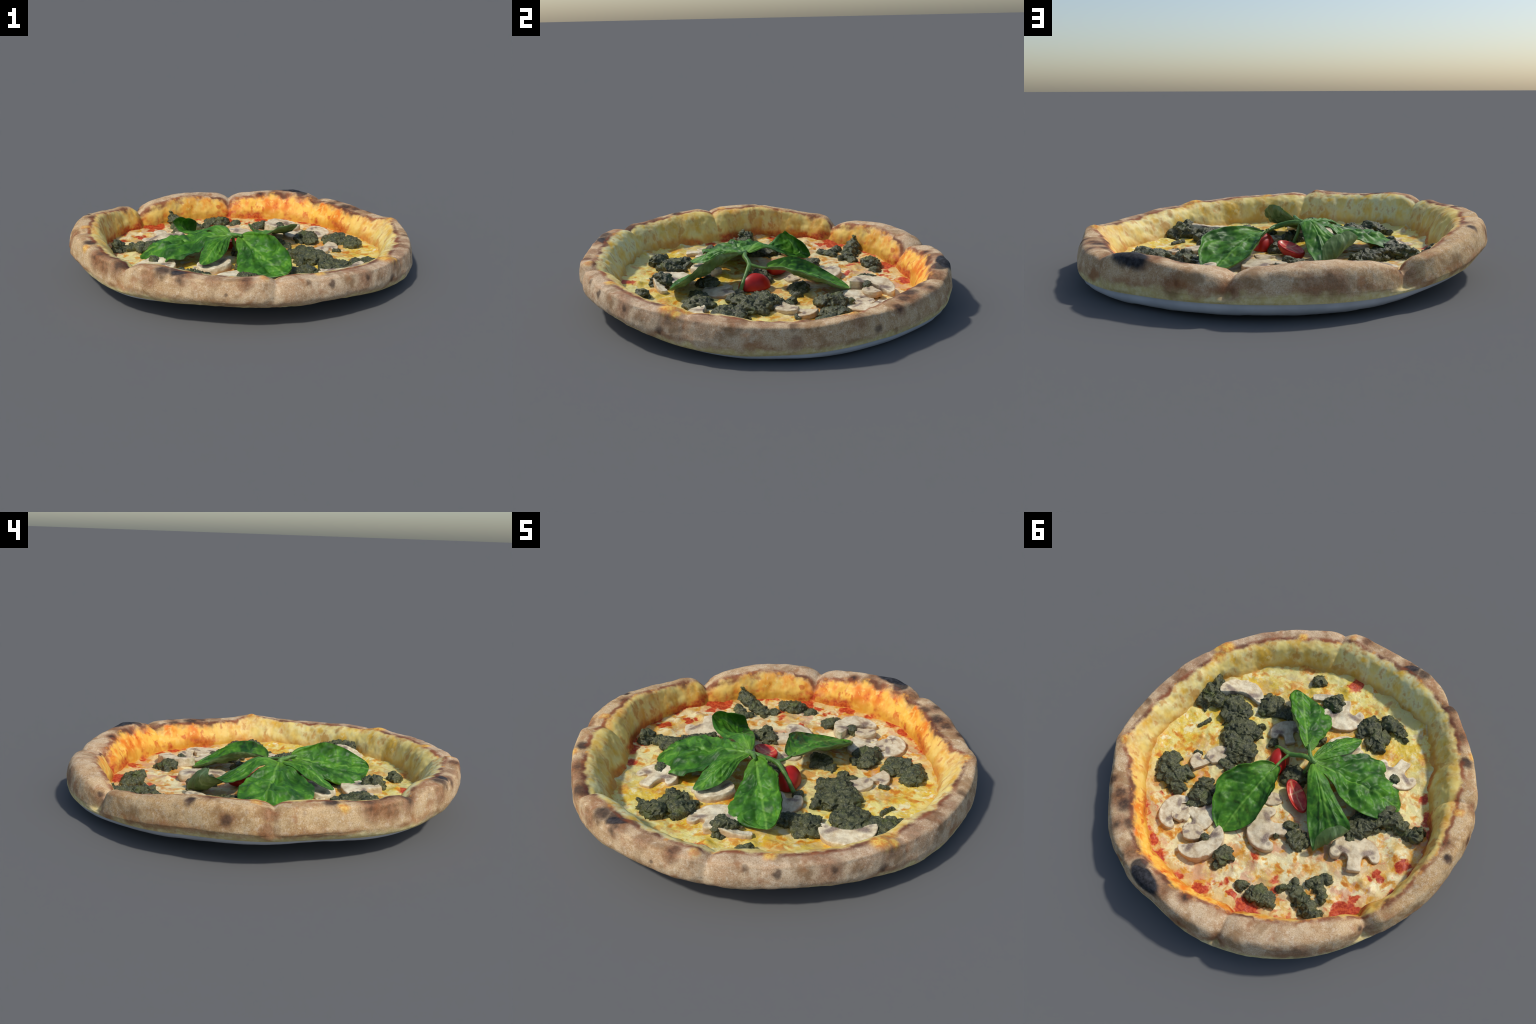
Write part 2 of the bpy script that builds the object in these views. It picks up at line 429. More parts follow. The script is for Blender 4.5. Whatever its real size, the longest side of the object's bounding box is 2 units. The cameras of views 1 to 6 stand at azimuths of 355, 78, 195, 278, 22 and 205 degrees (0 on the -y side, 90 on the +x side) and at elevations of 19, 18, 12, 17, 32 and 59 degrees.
    return N.finish(c, .42, Specular_IOR_Level=.35)


def pesto_material():
    N = Nodes("chopped_herb_paste")
    a, b = N.noise(28, 4, .6), N.noise(120, 4, .7, 1.0)
    c = N.mix(N.step(a, .35, .65), (54, 60, 40), (92, 94, 56))
    c = N.mix(N.step(b, .52, .66, 0, .85), c, (132, 132, 96))
    c = N.mix(N.step(b, .45, .33, 0, .8), c, (28, 34, 28))
    c = N.mix(N.step(N.voronoi(95), .22, .08, 0, .75), c, (170, 162, 112))  # pale specks: wet glints painted into the paste colour
    c = N.mix(N.step(N.noise(13, 3), .56, .7, 0, .65), c, (94, 104, 44))
    N.bump(b, .6, .007)
    return N.finish(c, .36, Specular_IOR_Level=.5)


def mushroom_material():
    # object space: cap one unit wide, dome towards +y, stem towards -y
    N = Nodes("mushroom_flesh")
    w = N.warp(.06, 6, 3)
    n = N.noise(7, 4, .6)
    fine = N.noise(40, 3, .6)
    c = N.mix(N.step(n, .35, .65), (206, 186, 148), (240, 228, 194))
    c = N.mix(N.step(fine, .55, .7, 0, .4), c, (244, 238, 218))
    rnd = N.node('ShaderNodeObjectInfo').outputs['Random']
    c = N.mix(N.step(rnd, .45, 1.0, 0, .45), c, (188, 164, 128))
    gill = N.spots(w, [((.25, .05, 0), (.18, .09, 1), 25, 1), ((-.25, .05, 0), (.18, .09, 1), -25, 1), ((.36, -.02, 0), (.05, .05, 1), 0, .7), ((-.36, -.02, 0), (.05, .05, 1), 0, .7)], .4, 1.2)
    c = N.mix(N.math('MULTIPLY', gill, .85), c, N.mix(N.step(fine, .4, .6), (104, 86, 80), (146, 124, 110)))
    m = N.node("ShaderNodeMapping", vector_type='TEXTURE')
    N.put(m.inputs[0], N.vmath('MULTIPLY', w, (1, 1, 0)))
    m.inputs["Location"].default_value = (0, -.04, 0)
    m.inputs["Scale"].default_value = (.53, .49, 1)
    rim = N.step(N.vmath('LENGTH', m.outputs[0]), .9, 1.02)
    x, y, z = N.xyz()
    side = N.step(z, .035, -.02)
    c = N.mix(N.math('MULTIPLY', N.math('MAXIMUM', N.math('MULTIPLY', rim, N.step(y, -.12, .0)), N.math('MULTIPLY', side, .75)), .75), c, (182, 138, 92))
    N.bump(fine, .15, .03)
    return N.finish(c, .5, Specular_IOR_Level=.3, Subsurface_Weight=.0)


def leaf_material(name, deep, mid, bright, vein, rough):
    # object space: base at origin, leaf along +y
    N = Nodes(name)
    a, b = N.noise(9, 3, .5), N.noise(30, 4, .55, .6)
    c = N.mix(N.step(a, .34, .6), deep, mid)
    c = N.mix(N.math('MULTIPLY', N.step(b, .46, .72, 0, .6), N.step(a, .4, .6)), c, bright)
    x, y, z = N.xyz()
    ax = N.math('ABSOLUTE', N.math('ADD', x, N.math('MULTIPLY', N.math('SUBTRACT', a, .5), .02)))
    c = N.mix(N.step(ax, .009, .001, 0, .55), c, vein)
    side = N.math('FRACT', N.math('ADD', N.math('MULTIPLY', N.math('SUBTRACT', y, N.math('MULTIPLY', ax, .9)), 15), N.math('MULTIPLY', a, 1.6)))
    side = N.math('MULTIPLY', N.step(N.math('ABSOLUTE', N.math('SUBTRACT', side, .5)), .13, .0, 0, .22), N.step(b, .4, .6))
    c = N.mix(side, c, vein)
    base = N.step(N.math('ADD', y, N.math('MULTIPLY', a, .06)), .16, .0, 0, .6)
    c = N.mix(base, c, bright)
    c = N.mix(N.step(N.noise(16, 3, .5, .8), .5, .34, 0, .4), c, tuple(int(q * .6) for q in deep))
    c = N.mix(N.step(N.noise(6, 4, .7), .66, .74, 0, .5), c, (96, 92, 62))
    N.bump(b, .35, .006)
    N.finish(c, rough, Specular_IOR_Level=.4)
    tr = N.node("ShaderNodeBsdfTranslucent")
    N.put(tr.inputs["Color"], c)
    mx = N.node("ShaderNodeMixShader")
    mx.inputs[0].default_value = .12
    N.t.links.new(N.bsdf.outputs[0], mx.inputs[1])
    N.t.links.new(tr.outputs[0], mx.inputs[2])
    out = [n for n in N.t.nodes if n.type == 'OUTPUT_MATERIAL'][0]
    N.t.links.new(mx.outputs[0], out.inputs[0])
    return N.mat


def simple_material(name, lo, hi, scale, rough, spec=.4, bump=.2):
    N = Nodes(name)
    a = N.noise(scale, 4, .6)
    N.bump(N.noise(scale * 3, 3), bump, .006)
    return N.finish(N.mix(N.step(a, .35, .65), lo, hi), rough, Specular_IOR_Level=spec)


def tomato_flesh_material():
    N = Nodes("tomato_flesh")
    w = N.warp(.015, 40, 2)
    x, y, z = N.xyz(w)
    c = N.mix(N.step(N.noise(40, 3), .4, .6), (196, 48, 36), (220, 84, 62))
    c = N.mix(N.step(N.math('ABSOLUTE', x), .006, .002, 0, .8), c, (224, 150, 104))
    c = N.mix(N.step(N.math('ABSOLUTE', N.math('ADD', y, .02)), .008, .003, 0, .8), c, (226, 156, 104))
    return N.finish(c, .35)


MAT_CRUST = crust_material()
MAT_CHEESE = cheese_material()
MAT_PESTO = pesto_material()
MAT_MUSHROOM = mushroom_material()
MAT_LEAF = leaf_material("basil_green", (40, 90, 18), (76, 138, 32), (128, 182, 54), (134, 184, 74), .48)
MAT_UNDER = leaf_material("basil_underside", (84, 116, 58), (112, 142, 82), (140, 164, 108), (156, 178, 128), .55)
MAT_STEM = simple_material("basil_stem_green", (70, 112, 44), (112, 152, 72), 25, .45)
MAT_TOMATO = simple_material("tomato_skin", (168, 24, 18), (192, 38, 26), 12, .42, .4, .05)
MAT_FLESH = tomato_flesh_material()
MAT_BASE = simple_material("white_glaze", (196, 200, 206), (212, 215, 220), 6, .4, .4, .05)

# ------------------------------------------------------------------ crust and base
COLS = 900
deg = np.arange(COLS) * 360 / COLS
th = np.radians(deg)
T = {k: table(v, deg, s) for k, v, s in (("R", RIM_RADIUS, 2.5), ("zc", CREST_HEIGHT, 2.5), ("zb", FOOT_HEIGHT, 4), ("wb", FOOT_INSET, 4),
                                         ("re", INNER_EDGE, 1.0), ("rf", WALL_FOOT, 1.5), ("hw", WHITE_HEIGHT, 5))}
T["zb"] = np.maximum(0, T["zb"] - .009 * sstep(15, 40, deg) * (1 - .55 * sstep(90, 120, deg)) * (1 - sstep(215, 240, deg)) + .009 * sstep(130, 155, deg) * (1 - sstep(190, 210, deg)) - .016 * np.exp(-((deg - 226) / 16) ** 2) - .006 * sstep(130, 155, deg) * (1 - sstep(190, 210, deg)) + .010 * sstep(245, 270, deg) * (1 - sstep(325, 345, deg)))
far_side = sstep(270, 300, deg) * (1 - sstep(350, 360, deg))
T["zc"] = T["zc"] - .005 * far_side
T["R"] = T["R"] - .004 * far_side
shift = .014 * sstep(35, 55, deg) * (1 - sstep(100, 125, deg)) - .016 * sstep(145, 160, deg) * (1 - sstep(195, 210, deg))
T["re"] = T["re"] + shift
T["rf"] = T["rf"] + shift
T["hw"] = T["hw"] + .014 * np.exp(-((deg - 226) / 20) ** 2)
h = T["zc"] - T["zb"]
# how far the melted filling climbs the wall
climb = sstep(165, 195, deg) * (1 - sstep(338, 358, deg)) + .35 * (1 - sstep(0, 30, deg)) + .35 * sstep(338, 358, deg)
zf = floor_height(T["rf"] * np.cos(th), T["rf"] * np.sin(th))
a_w = np.arccos(np.clip(1 - T["hw"] / (.55 * h), -1, 1))


def low_curve(a):
    # fuller than an ellipse, so the underside drops steeply
    return T["R"] - T["wb"] * (1 - np.sin(a)) ** (1.25 - .4 * sstep(125, 150, deg) * (1 - sstep(200, 222, deg))), T["zb"] + .55 * h * (1 - np.cos(a)) ** .95


ctrl = []
for t in (0, .33, .66, 1):
    ctrl.append(low_curve(a_w + (math.pi / 2 - a_w) * t))
rc = T["re"] * .42 + T["R"] * .58
ctrl.append((T["R"] * .75 + rc * .25, T["zb"] + .84 * h))
ctrl.append((rc + .012, T["zc"] - .004))
ctrl.append((T["re"] + .010 - .018 * climb, T["zc"] - .008))
ctrl.append((T["re"] * .75 + T["rf"] * .25 - .008 - .034 * climb, T["zc"] * .7 + zf * .3))
ctrl.append((T["re"] * .25 + T["rf"] * .75 - .010 - .034 * climb, T["zc"] * .3 + zf * .7))
ctrl.append((T["rf"] - .004 - .042 * climb, zf + .006 + .008 * climb))
ctrl.append((T["rf"] - .02 - .06 * climb, zf - .025))
C = np.array([np.stack(c, -1) for c in ctrl])            # (k, cols, 2)
ROWS = 120
prof = catmull(C, ROWS)
s = np.linspace(0, 1, ROWS)[:, None]
# pinched folds
cen_r = (T["R"] + T["rf"]) / 2
cen_z = T["zb"] + .35 * h
pinch = np.zeros((ROWS, COLS))
for ang, depth, width, slant in FOLDS:
    d = (deg[None, :] - ang - slant * 60 * (s - .5) + 180) % 360 - 180
    wgt = sstep(.06, .3, s) * (1 - .6 * sstep(.72, .98, s))
    g = np.exp(-np.sqrt((d / width) ** 2 + .02)) * 1.15 - .10 * np.exp(-((np.abs(d) - 3.2 * width) / (1.1 * width)) ** 2)   # crack with swollen lips
    pinch = np.maximum(pinch, 0) * 0 + pinch + depth * g * wgt
prof[..., 0] += (cen_r - prof[..., 0]) * pinch
prof[..., 1] += (cen_z - prof[..., 1]) * pinch
G = np.stack([prof[..., 0] * np.cos(th), prof[..., 0] * np.sin(th), prof[..., 1]], -1)
Nrm = grid_normals(G)
if (Nrm[ROWS // 3, :, 0] * np.cos(th)).mean() < 0:
    Nrm = -Nrm
flat = G.reshape(-1, 3)
S = np.repeat(s, COLS, 1).reshape(-1)
wall_w = sstep(.55, .68, S)
tip = sstep(0, .08, S)
disp = .005 * fbm(flat, 6, 2, 1) * tip + .0016 * fbm(flat, 24, 2, 5) * tip
disp += wall_w * ((.007) * fbm(flat * [1, 1, .8], 10, 2, 9) + .0035 * fbm(flat, 24, 2, 19)) + .0006 * fbm(flat, 80, 2, 12) * tip
for (x, y, z, r, a) in [(.40, .855, .2, .07, .012), (.69, -.60, .215, .045, .010), (.31, -.845, .245, .03, .008), (-.43, -.85, .265, .05, .006),
                        (-.04, -.955, .25, .04, .004), (.91, .195, .2, .025, .01), (.03, -.93, .26, .025, .008), (-.69, .565, .2, .03, .008)]:
    disp += a * np.exp(-((flat - [x, y, z]) ** 2).sum(1) / r ** 2)
flat = flat + Nrm.reshape(-1, 3) * disp[:, None]
G = flat.reshape(ROWS, COLS, 3)
crust = new_object("crust", flat, grid_faces(ROWS, COLS, True)[:, ::-1], [MAT_CRUST], pizza)

# white base under the crust
rows = []
for t in np.linspace(1, 0, 7):
    r, z = low_curve(a_w * t)
    rows.append((r - .006 + .022 * (1 - t) * np.minimum(1, T["hw"] / .03) * (1 - .75 * sstep(60, 120, deg) * (1 - sstep(225, 250, deg))), z + (.012 if t == 1 else 0)))
r0, z0 = low_curve(a_w * 0)
dip = np.clip(z0, 0, 1)
for t in np.linspace(.06, 1, 16):
    rows.append((r0 * (1 - t) - .005 * (1 - t), np.minimum(z0 * (1 - sstep(0, .38, np.full_like(r0, t))), floor_height(r0 * (1 - t) * np.cos(th), r0 * (1 - t) * np.sin(th)) - .035)))
B = np.array([np.stack([r * np.cos(th), r * np.sin(th), z], -1) for r, z in rows])
wob = fbm(B.reshape(-1, 3), 14, 2, 31).reshape(B.shape[:2])
fade = np.ones(len(rows)); fade[:2] = 0; fade[8:] = 0
B[..., 0] += wob * .006 * fade[:, None] * np.cos(th)
B[..., 1] += wob * .006 * fade[:, None] * np.sin(th)
B[..., 2] = np.maximum(B[..., 2] + wob * .004 * fade[:, None], 0)
B[-1, :, 2] = 0
base = new_object("base", B.reshape(-1, 3), grid_faces(len(rows), COLS, True), [MAT_BASE], pizza)

# ------------------------------------------------------------------ cheese
CC, CR = 640, 230
cdeg = np.arange(CC) * 360 / CC
cth = np.radians(cdeg)
rf = np.interp(cdeg, deg, T["rf"]) + .022
u = np.linspace(0, 1, CR) ** .6
rad = u[:, None] * rf[None, :]
X, Y = rad * np.cos(cth), rad * np.sin(cth)
P = np.stack([X, Y, 0 * X], -1).reshape(-1, 3)


def cheese_height(P):
    x, y = P[:, 0], P[:, 1]
    q = np.stack([x, y, np.zeros_like(x)], 1)
    z = floor_height(x, y) + .005 * fbm(q, 8, 2, 3) + .0028 * fbm(q, 24, 2, 8) + .0008 * fbm(q, 70, 2, 14)
    for (bx, by, br, bh) in CHEESE_LUMPS:
        z += bh * np.exp(-((x - bx) ** 2 + (y - by) ** 2) / br ** 2)
    return z


CHEESE_LUMPS = [(.47, -.03, .05, .008), (-.55, -.62, .05, .016), (-.45, -.70, .05, .02), (-.62, -.55, .05, .014), (-.70, -.42, .05, .012), (.05, -.62, .06, .012),
                (-.05, -.70, .05, .016), (-.76, .05, .04, .012), (-.3, -.72, .06, .012), (.33, -.60, .06, .01), (.15, .47, .05, .008), (-.02, .5, .05, .008),
                (.22, .22, .07, .012), (.0, .12, .06, .012), (.1, .2, .05, .012), (.5, .5, .05, .006), (-.68, .15, .05, .01), (.05, .68, .05, .008)]
rr = np.random.RandomState(4)
for i in range(90):
    a, q = rr.rand() * 2 * math.pi, math.sqrt(rr.rand()) * .76
    CHEESE_LUMPS.append((q * math.cos(a), q * math.sin(a), .014 + .02 * rr.rand(), .004 + .006 * rr.rand()))
cl = np.interp(cdeg, deg, climb)
gap = np.maximum(0, 1 - (rf[None, :] - .022 - rad) / .11)
P[:, 2] = cheese_height(P) + ((.010 + .022 * cl)[None, :] * gap ** 2).reshape(-1)
cheese = new_object("cheese", P, grid_faces(CR, CC, True), [MAT_CHEESE], pizza)

# ------------------------------------------------------------------ remeshed lumps
scene_col = bpy.context.scene.collection


def remesh(bm, voxel, smooth_iter=2):
    me = bpy.data.meshes.new("tmp")
    bm.to_mesh(me)
    bm.free()
    ob = bpy.data.objects.new("tmp", me)
    scene_col.objects.link(ob)
    m = ob.modifiers.new("r", 'REMESH')
    m.mode = 'VOXEL'
    m.voxel_size = voxel
    if smooth_iter:
        sm = ob.modifiers.new("s", 'SMOOTH')
        sm.iterations = smooth_iter
    dg = bpy.context.evaluated_depsgraph_get()
    out = bpy.data.meshes.new_from_object(ob.evaluated_get(dg))
    bpy.data.objects.remove(ob)
    bpy.data.meshes.remove(me)
    return out


def mesh_arrays(me):
    v = np.empty(len(me.vertices) * 3)
    me.vertices.foreach_get("co", v)
    n = np.empty(len(me.vertices) * 3)
    me.vertices.foreach_get("normal", n)
    return v.reshape(-1, 3), n.reshape(-1, 3)


def put_mesh(name, me, mat, parent):
    me.name = name
    me.materials.clear()
    me.materials.append(mat)
    me.polygons.foreach_set("use_smooth", [True] * len(me.polygons))
    ob = bpy.data.objects.new(name, me)
    scene_col.objects.link(ob)
    ob.parent = parent
    return ob


# clumps: lobes (x, y, radius[, top above the cheese])
CLUMPS = [
    [(.667, -.355, .066, .075), (.681, -.455, .024, .085), (.675, -.294, .046, .06), (.617, -.32, .043, .06), (.665, -.41, .04, .08)],
    [(.521, -.334, .063), (.453, -.307, .056), (.519, -.269, .042), (.429, -.198, .062, .05), (.378, -.203, .062, .06), (.31, -.206, .041, .05), (.306, -.244, .021, .05),
     (.418, -.131, .062), (.343, -.102, .072, .055), (.297, -.07, .047, .045), (.37, -.02, .047), (.352, .058, .03), (.392, .025, .027), (.48, -.25, .05)],
    [(.312, -.416, .06), (.333, -.379, .035), (.259, -.402, .042), (.356, -.444, .035), (.295, -.462, .035), (.201, -.409, .042, .03)],
    [(.671, .157, .058), (.669, .216, .047), (.60, .219, .07, .05), (.556, .267, .04), (.557, .184, .04), (.54, .159, .02), (.652, .123, .034)],
    [(.426, .217, .046, .06), (.416, .279, .055, .055), (.382, .272, .039), (.365, .207, .023), (.43, .334, .033)],
    [(.266, .491, .028, .06)],
    [(.149, .537, .048, .05), (.115, .536, .031), (.203, .501, .022), (.15, .59, .025), (.208, .533, .016)],
    [(-.016, .638, .034, .025)],
    [(-.108, .653, .047, .05), (-.163, .656, .044), (-.191, .672, .027), (-.097, .672, .031)],
    [(-.218, .575, .025), (-.259, .549, .025), (-.268, .51, .015), (-.292, .563, .034), (-.332, .594, .037, .04), (-.377, .622, .04, .055), (-.415, .64, .032, .075),
     (-.435, .66, .022, .095), (-.446, .676, .012, .11)],
    [(-.331, .488, .025), (-.362, .467, .031), (-.393, .432, .025), (-.415, .429, .015), (-.385, .506, .025), (-.412, .537, .024), (-.425, .552, .018)],
    [(-.444, .071, .068, .05), (-.421, .113, .055), (-.408, .15, .038), (-.497, .032, .051, .06), (-.533, -.015, .045, .075), (-.54, -.05, .026, .06), (-.586, 0, .045, .065),
     (-.638, .015, .038, .05), (-.685, .033, .032), (-.726, .037, .032, .06), (-.734, .003, .022, .07)],
    [(-.271, -.508, .053, .055), (-.24, -.477, .041), (-.332, -.464, .053), (-.346, -.578, .042, .06), (-.395, -.564, .038, .055), (-.434, -.536, .028), (-.473, -.509, .017),
     (-.355, -.404, .034), (-.291, -.402, .024), (-.265, -.56, .031), (-.233, -.438, .024)],
    [(-.019, -.563, .05, .07), (-.024, -.603, .028, .07), (.01, -.559, .028, .06)],
    [(.131, -.688, .034, .05)],
    [(-.503, -.239, .03, .055)],
    [(-.107, .246, .029, .05), (-.122, .294, .025, .045), (-.157, .309, .042, .045), (-.171, .279, .038), (-.182, .32, .031), (-.118, .24, .024)],
    [(.003, .354, .015, .035), (.02, .352, .01, .035)], [(-.058, .319, .015, .035)],
    [(.029, -.052, .05, .05), (-.029, -.036, .05, .05), (.031, -.009, .033)],
    [(-.222, .287, .025)],
    [(.638, -.134, .010, .012), (.631, -.142, .010, .014), (.624, -.153, .011, .014), (.615, -.166, .012, .016), (.609, -.18, .011, .014), (.603, -.195, .009, .014)],
    [(.575, .031, .010, .014), (.565, .031, .012, .016), (.553, .03, .012, .016), (.541, .03, .011, .016)],
    [(.195, -.185, .025), (.2, -.21, .018)],
    [(.215, .125, .05, .035), (.255, .11, .03), (.18, .15, .035)],
    [(.03, -.33, .05, .04), (-.02, -.31, .035)],
]
for k, lobes in enumerate(CLUMPS):
    bm = bmesh.new()
    r2 = np.random.RandomState(100 + k)
    big = max(l[2] for l in lobes)
    for l in lobes:
        x, y, r = l[:3]
        r *= 1.02
        top = .9 * l[3] if len(l) > 3 else min(.042, .010 + .52 * r)
        fz = floor_height(x, y)
        lo = fz - .012
        hi = fz + top
        m = Matrix.Translation((x, y, (lo + hi) / 2)) @ Matrix.Diagonal((r, r, (hi - lo) / 2 + .003, 1))
        bmesh.ops.create_icosphere(bm, subdivisions=3, radius=1, matrix=m)
        if r > .028:                                     # chopped crumbs riding on the lobe
            for j in range(10):
                a, q = r2.rand() * 6.28, (.3 + .9 * r2.rand()) * r
                rr_ = r * (.10 + .18 * r2.rand())
                zz_ = fz + top * (1 - .75 * (q / r) ** 2) - rr_ * .4
                bmesh.ops.create_icosphere(bm, subdivisions=2, radius=rr_, matrix=Matrix.Translation((x + q * math.cos(a), y + q * math.sin(a), zz_)))
    me = remesh(bm, .005 if big > .03 else .0035, 1)
    v, n = mesh_arrays(me)
    f = min(1, big / .04)
    d = f * (.009 * fbm(v, 24, 2, k) + .006 * (1 - 2.2 * np.abs(noise(v, 55, k + 50))) + .004 * (1 - 2 * np.abs(noise(v, 115, k + 80))) + .0025 * fbm(v, 140, 2, k + 7))
    ragged = np.stack([fbm(v, 34, 2, k + 200), fbm(v, 34, 2, k + 300), np.zeros(len(v))], 1) * .012 * f
    v = v + n * d[:, None] + ragged
    me.vertices.foreach_set("co", v.reshape(-1))
    me.update()
    put_mesh("pesto_clump", me, MAT_PESTO, pizza)

# ------------------------------------------------------------------ mushrooms
RIGHT = [(.0, .44), (.16, .425), (.32, .35), (.44, .22), (.5, .06), (.485, -.06), (.42, -.12), (.34, -.11), (.29, -.05), (.25, -.01),
         (.18, -.03), (.14, -.1), (.13, -.2), (.14, -.32), (.11, -.37), (0, -.37)]
LEFT = [(-x, y) for x, y in RIGHT[::-1]][1:-1]


def slab(outline, thick, voxel, seed, bend=.05, dome=0):
    pts = catmull(np.array(outline + [outline[0]]), len(outline) * 5)[:-1]
    bm = bmesh.new()
    top = [bm.verts.new((p[0], p[1], thick / 2)) for p in pts]
    bot = [bm.verts.new((p[0], p[1], -thick / 2)) for p in pts]
    bm.faces.new(top)
    bm.faces.new(bot[::-1])
    n = len(pts)
    for i in range(n):
        bm.faces.new((top[i], bot[i], bot[(i + 1) % n], top[(i + 1) % n]))
    bmesh.ops.triangulate(bm, faces=bm.faces[:])
    bmesh.ops.recalc_face_normals(bm, faces=bm.faces[:])
    me = remesh(bm, voxel, 3)
    v, nn = mesh_arrays(me)
    v[:, 2] += bend * noise(v * [1, 1, 0], 2.2, seed) + dome * (v[:, 0] ** 2 + v[:, 1] ** 2)
    v += nn * (.012 * fbm(v, 9, 2, seed + 3))[:, None]
    me.vertices.foreach_set("co", v.reshape(-1))
    me.update()
    me.materials.append(MAT_MUSHROOM)
    me.polygons.foreach_set("use_smooth", [True] * len(me.polygons))
    return me


full = slab(RIGHT + LEFT, .16, .018, 1)
full_b = slab(RIGHT + LEFT, .2, .018, 9, .09)
half = slab([(-.06, .43)] + RIGHT[1:-1] + [(-.05, -.37), (-.08, 0)], .18, .018, 4, .08)
cap = slab([(0, .42), (.3, .34), (.47, .1), (.45, -.1), (.25, -.02), (0, .06), (-.25, -.02), (-.45, -.1), (-.47, .1), (-.3, .34)], .24, .02, 6, .08, .1)
chunk = slab([(.4, .1), (.3, .3), (-.1, .34), (-.4, .22), (-.42, -.1), (-.2, -.3), (.2, -.28), (.42, -.1)], .3, .03, 12, .1)
for me, nm in ((full, "mushroom_slice"), (full_b, "mushroom_slice"), (half, "mushroom_slice"), (cap, "mushroom_slice"), (chunk, "mushroom_slice")):
    me.name = nm
# mesh, x, y, height over cheese, width, turn (deg; stem points to (sin, -cos)), tilt x, tilt y
SLICES = [(full, -.476, .255, .018, .262, 197, -3, 2), (full, -.008, .302, .018, .262, -69, 3, 0), (cap, .285, .51, .02, .26, 50, 4, 0),
          (chunk, .345, .485, .03, .13, 20, 0, 0), (full, .485, .41, .014, .21, -90, 4, 0), (full_b, .375, .375, .014, .22, 80, -4, 6), (chunk, .465, .408, .022, .12, 75, 5, 0),
          (full_b, -.505, -.295, .016, .235, -11, 3, -3), (full_b, -.09, -.525, .02, .24, 17, -8, 0), (half, .045, -.595, .03, .20, 100, 14, 12),
          (cap, .50, -.40, .022, .27, 190, -8, 0), (half, .495, .085, .018, .16, -35, 8, 0), (chunk, .45, .0, .012, .15, 50, 4, 4), (full, .15, -.285, .014, .2, 217, 0, 0),
          (chunk, -.175, -.315, .02, .22, 30, 0, 0), (chunk, -.26, -.325, .014, .08, 0, 0, 0), 
          (chunk, .05, .13, .014, .12, 20, 5, 0), ]
for me, x, y, up, w, turn, tx, ty in SLICES:
    ob = bpy.data.objects.new("mushroom_slice", me)
    scene_col.objects.link(ob)
    ob.parent = pizza
    ob.matrix_local = (Matrix.Translation((x, y, floor_height(x, y) + up - .007)) @ Matrix.Rotation(math.radians(turn), 4, 'Z')
                       @ Matrix.Rotation(math.radians(tx), 4, 'X') @ Matrix.Rotation(math.radians(ty), 4, 'Y') @ Matrix.Diagonal((w, w, w * .85, 1)))

# ------------------------------------------------------------------ tomatoes
def tomato_half(name, loc, rad, turn, tilt, cut_up):
    rows, cols = 22, 48
    V = []
    for i in range(rows):
        p = math.pi / 2 * i / (rows - 1)
        for j in range(cols):
            a = 2 * math.pi * j / cols
            V.append((math.sin(p) * math.cos(a) * rad[0], math.sin(p) * math.sin(a) * rad[1], math.cos(p) * rad[2] * (-1 if cut_up else 1)))
    for rr_, dz in ((.97, .004), (.90, .005), (.84, -.002), (.5, -.006), (.02, -.004)):
        for j in range(cols):
            a = 2 * math.pi * j / cols
            V.append((math.cos(a) * rad[0] * rr_, math.sin(a) * rad[1] * rr_, (dz if cut_up else -dz)))
    V = np.array(V)
    V *= 1 + .03 * fbm(V, 14, 2, 3)[:, None]
    F = grid_faces(rows + 5, cols, True)
    if cut_up:
        F = F[:, ::-1]
    fm = [0 if f < (rows + 1) * cols else 1 for f in range(len(F))]
    M = Matrix.Translation(loc) @ Matrix.Rotation(math.radians(turn), 4, 'Z') @ Matrix.Rotation(math.radians(tilt), 4, 'X')
    ob = new_object(name, V, F[:, ::-1], [MAT_TOMATO, MAT_FLESH], pizza, True, fm)
    ob.matrix_local = M
    return ob


tomato_half("cherry_tomato", (.118, -.092, .068), (.056, .09, .076), 8, 0, False)
tomato_half("cherry_tomato", (-.07, .08, .112), (.046, .10, .052), 48, -10, True)

# ------------------------------------------------------------------ basil
sprig = bpy.data.objects.new("basil_sprig", None)
scene_col.objects.link(sprig)
sprig.parent = pizza


